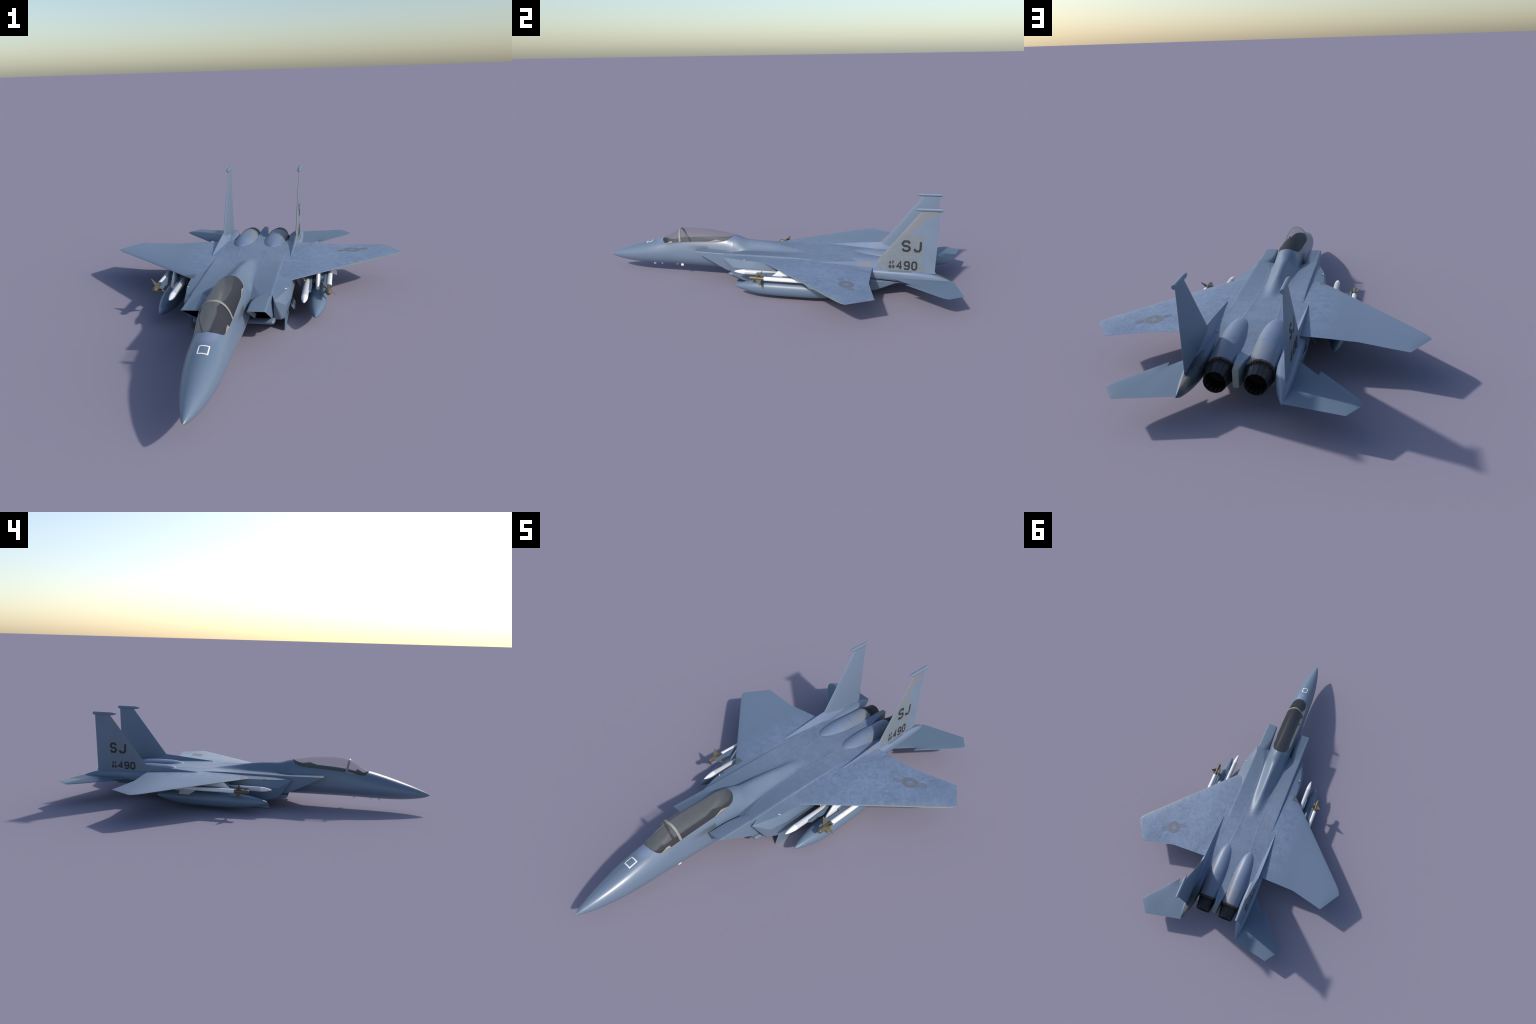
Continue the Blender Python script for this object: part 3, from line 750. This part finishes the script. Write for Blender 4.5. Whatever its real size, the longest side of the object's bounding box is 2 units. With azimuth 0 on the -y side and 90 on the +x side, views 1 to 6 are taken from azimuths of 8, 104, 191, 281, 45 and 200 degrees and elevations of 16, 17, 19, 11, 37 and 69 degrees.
def short_missile():
    """brown seeker with canards, white motor, four tail fins"""
    body, can, tail = Build(), Build(), Build(); r = .0105
    nose = [(-.0565 + .0105*(1 - math.cos(t)), r*math.sin(t)) for t in np.linspace(.03, math.pi/2, 9)]
    body.loft([circ(0, 0, rr, y, 20) for y, rr in nose + [(.0240, r)]], cap0=True, mat=0)
    body.loft([circ(0, 0, rr, y, 20) for y, rr in ((.0242, r + .0004), (.1010, r + .0004))], mat=1)
    body.loft([circ(0, 0, rr, y, 20) for y, rr in ((.1010, r + .0005), (.1030, r + .0005))], mat=2)
    body.loft([circ(0, 0, rr, y, 20) for y, rr in ((.1030, r + .0004), (.318, r + .0004))], cap1=True, mat=1)
    fins_x(can, r, (-.0200, .0105), (.0045, .0085), .0405, .0030, 0)
    fins_x(tail, r, (.226, .317), (.262, .317), .0400, .0030, 0)
    return body, can, tail
def long_missile():
    body, fin = Build(), Build(); r = .0132
    f = curve([-.161, -.156, -.145, -.13, -.115, -.1005], [.0004, .0030, .0066, .0098, .0121, .0132])
    body.loft([circ(0, 0, float(f(y)), y, 20) for y in np.linspace(-.161, -.1005, 14)], cap0=True, mat=0)
    body.loft([circ(0, 0, r, y, 20) for y in (-.1005, .0405)], mat=1)
    body.loft([circ(0, 0, r + .0001, y, 20) for y in (.0405, .0440)], mat=2)
    body.loft([circ(0, 0, r, y, 20) for y in (.0440, .255)], cap1=True, mat=1)
    fins_x(fin, r, (.060, .105), (.098, .105), .034, .0028, 0); fins_x(fin, r, (.205, .250), (.228, .250), .036, .0028, 0)
    return body, fin
sb, sc, st = short_missile(); lb, lf = long_missile()
first = None
for sx in (1, -1):
    loc = (.3460 * sx, 0, .1200)
    if first is None:
        o = finish(sb, "short_missile", [M_OLIVE, M_WHITE, M_YELLOW], loc=loc, angle=40)
        c1 = finish(sc, "canard", [M_OLIVE], o, angle=20); c2 = finish(st, "missile_fin", [M_MISSILE], o, angle=20)
        p = finish(lb, "long_missile", [M_WHITE, M_MISSILE, M_YELLOW], loc=(.2571 * sx, 0, .1190), angle=40)
        c3 = finish(lf, "missile_fin", [M_MISSILE], p, angle=20); first = (o.data, c1.data, c2.data, p.data, c3.data)
    else:
        o = place(first[0], "short_missile", None, loc); place(first[1], "canard", o); place(first[2], "missile_fin", o)
        p = place(first[3], "long_missile", None, (.2571 * sx, 0, .1190)); place(first[4], "missile_fin", p)
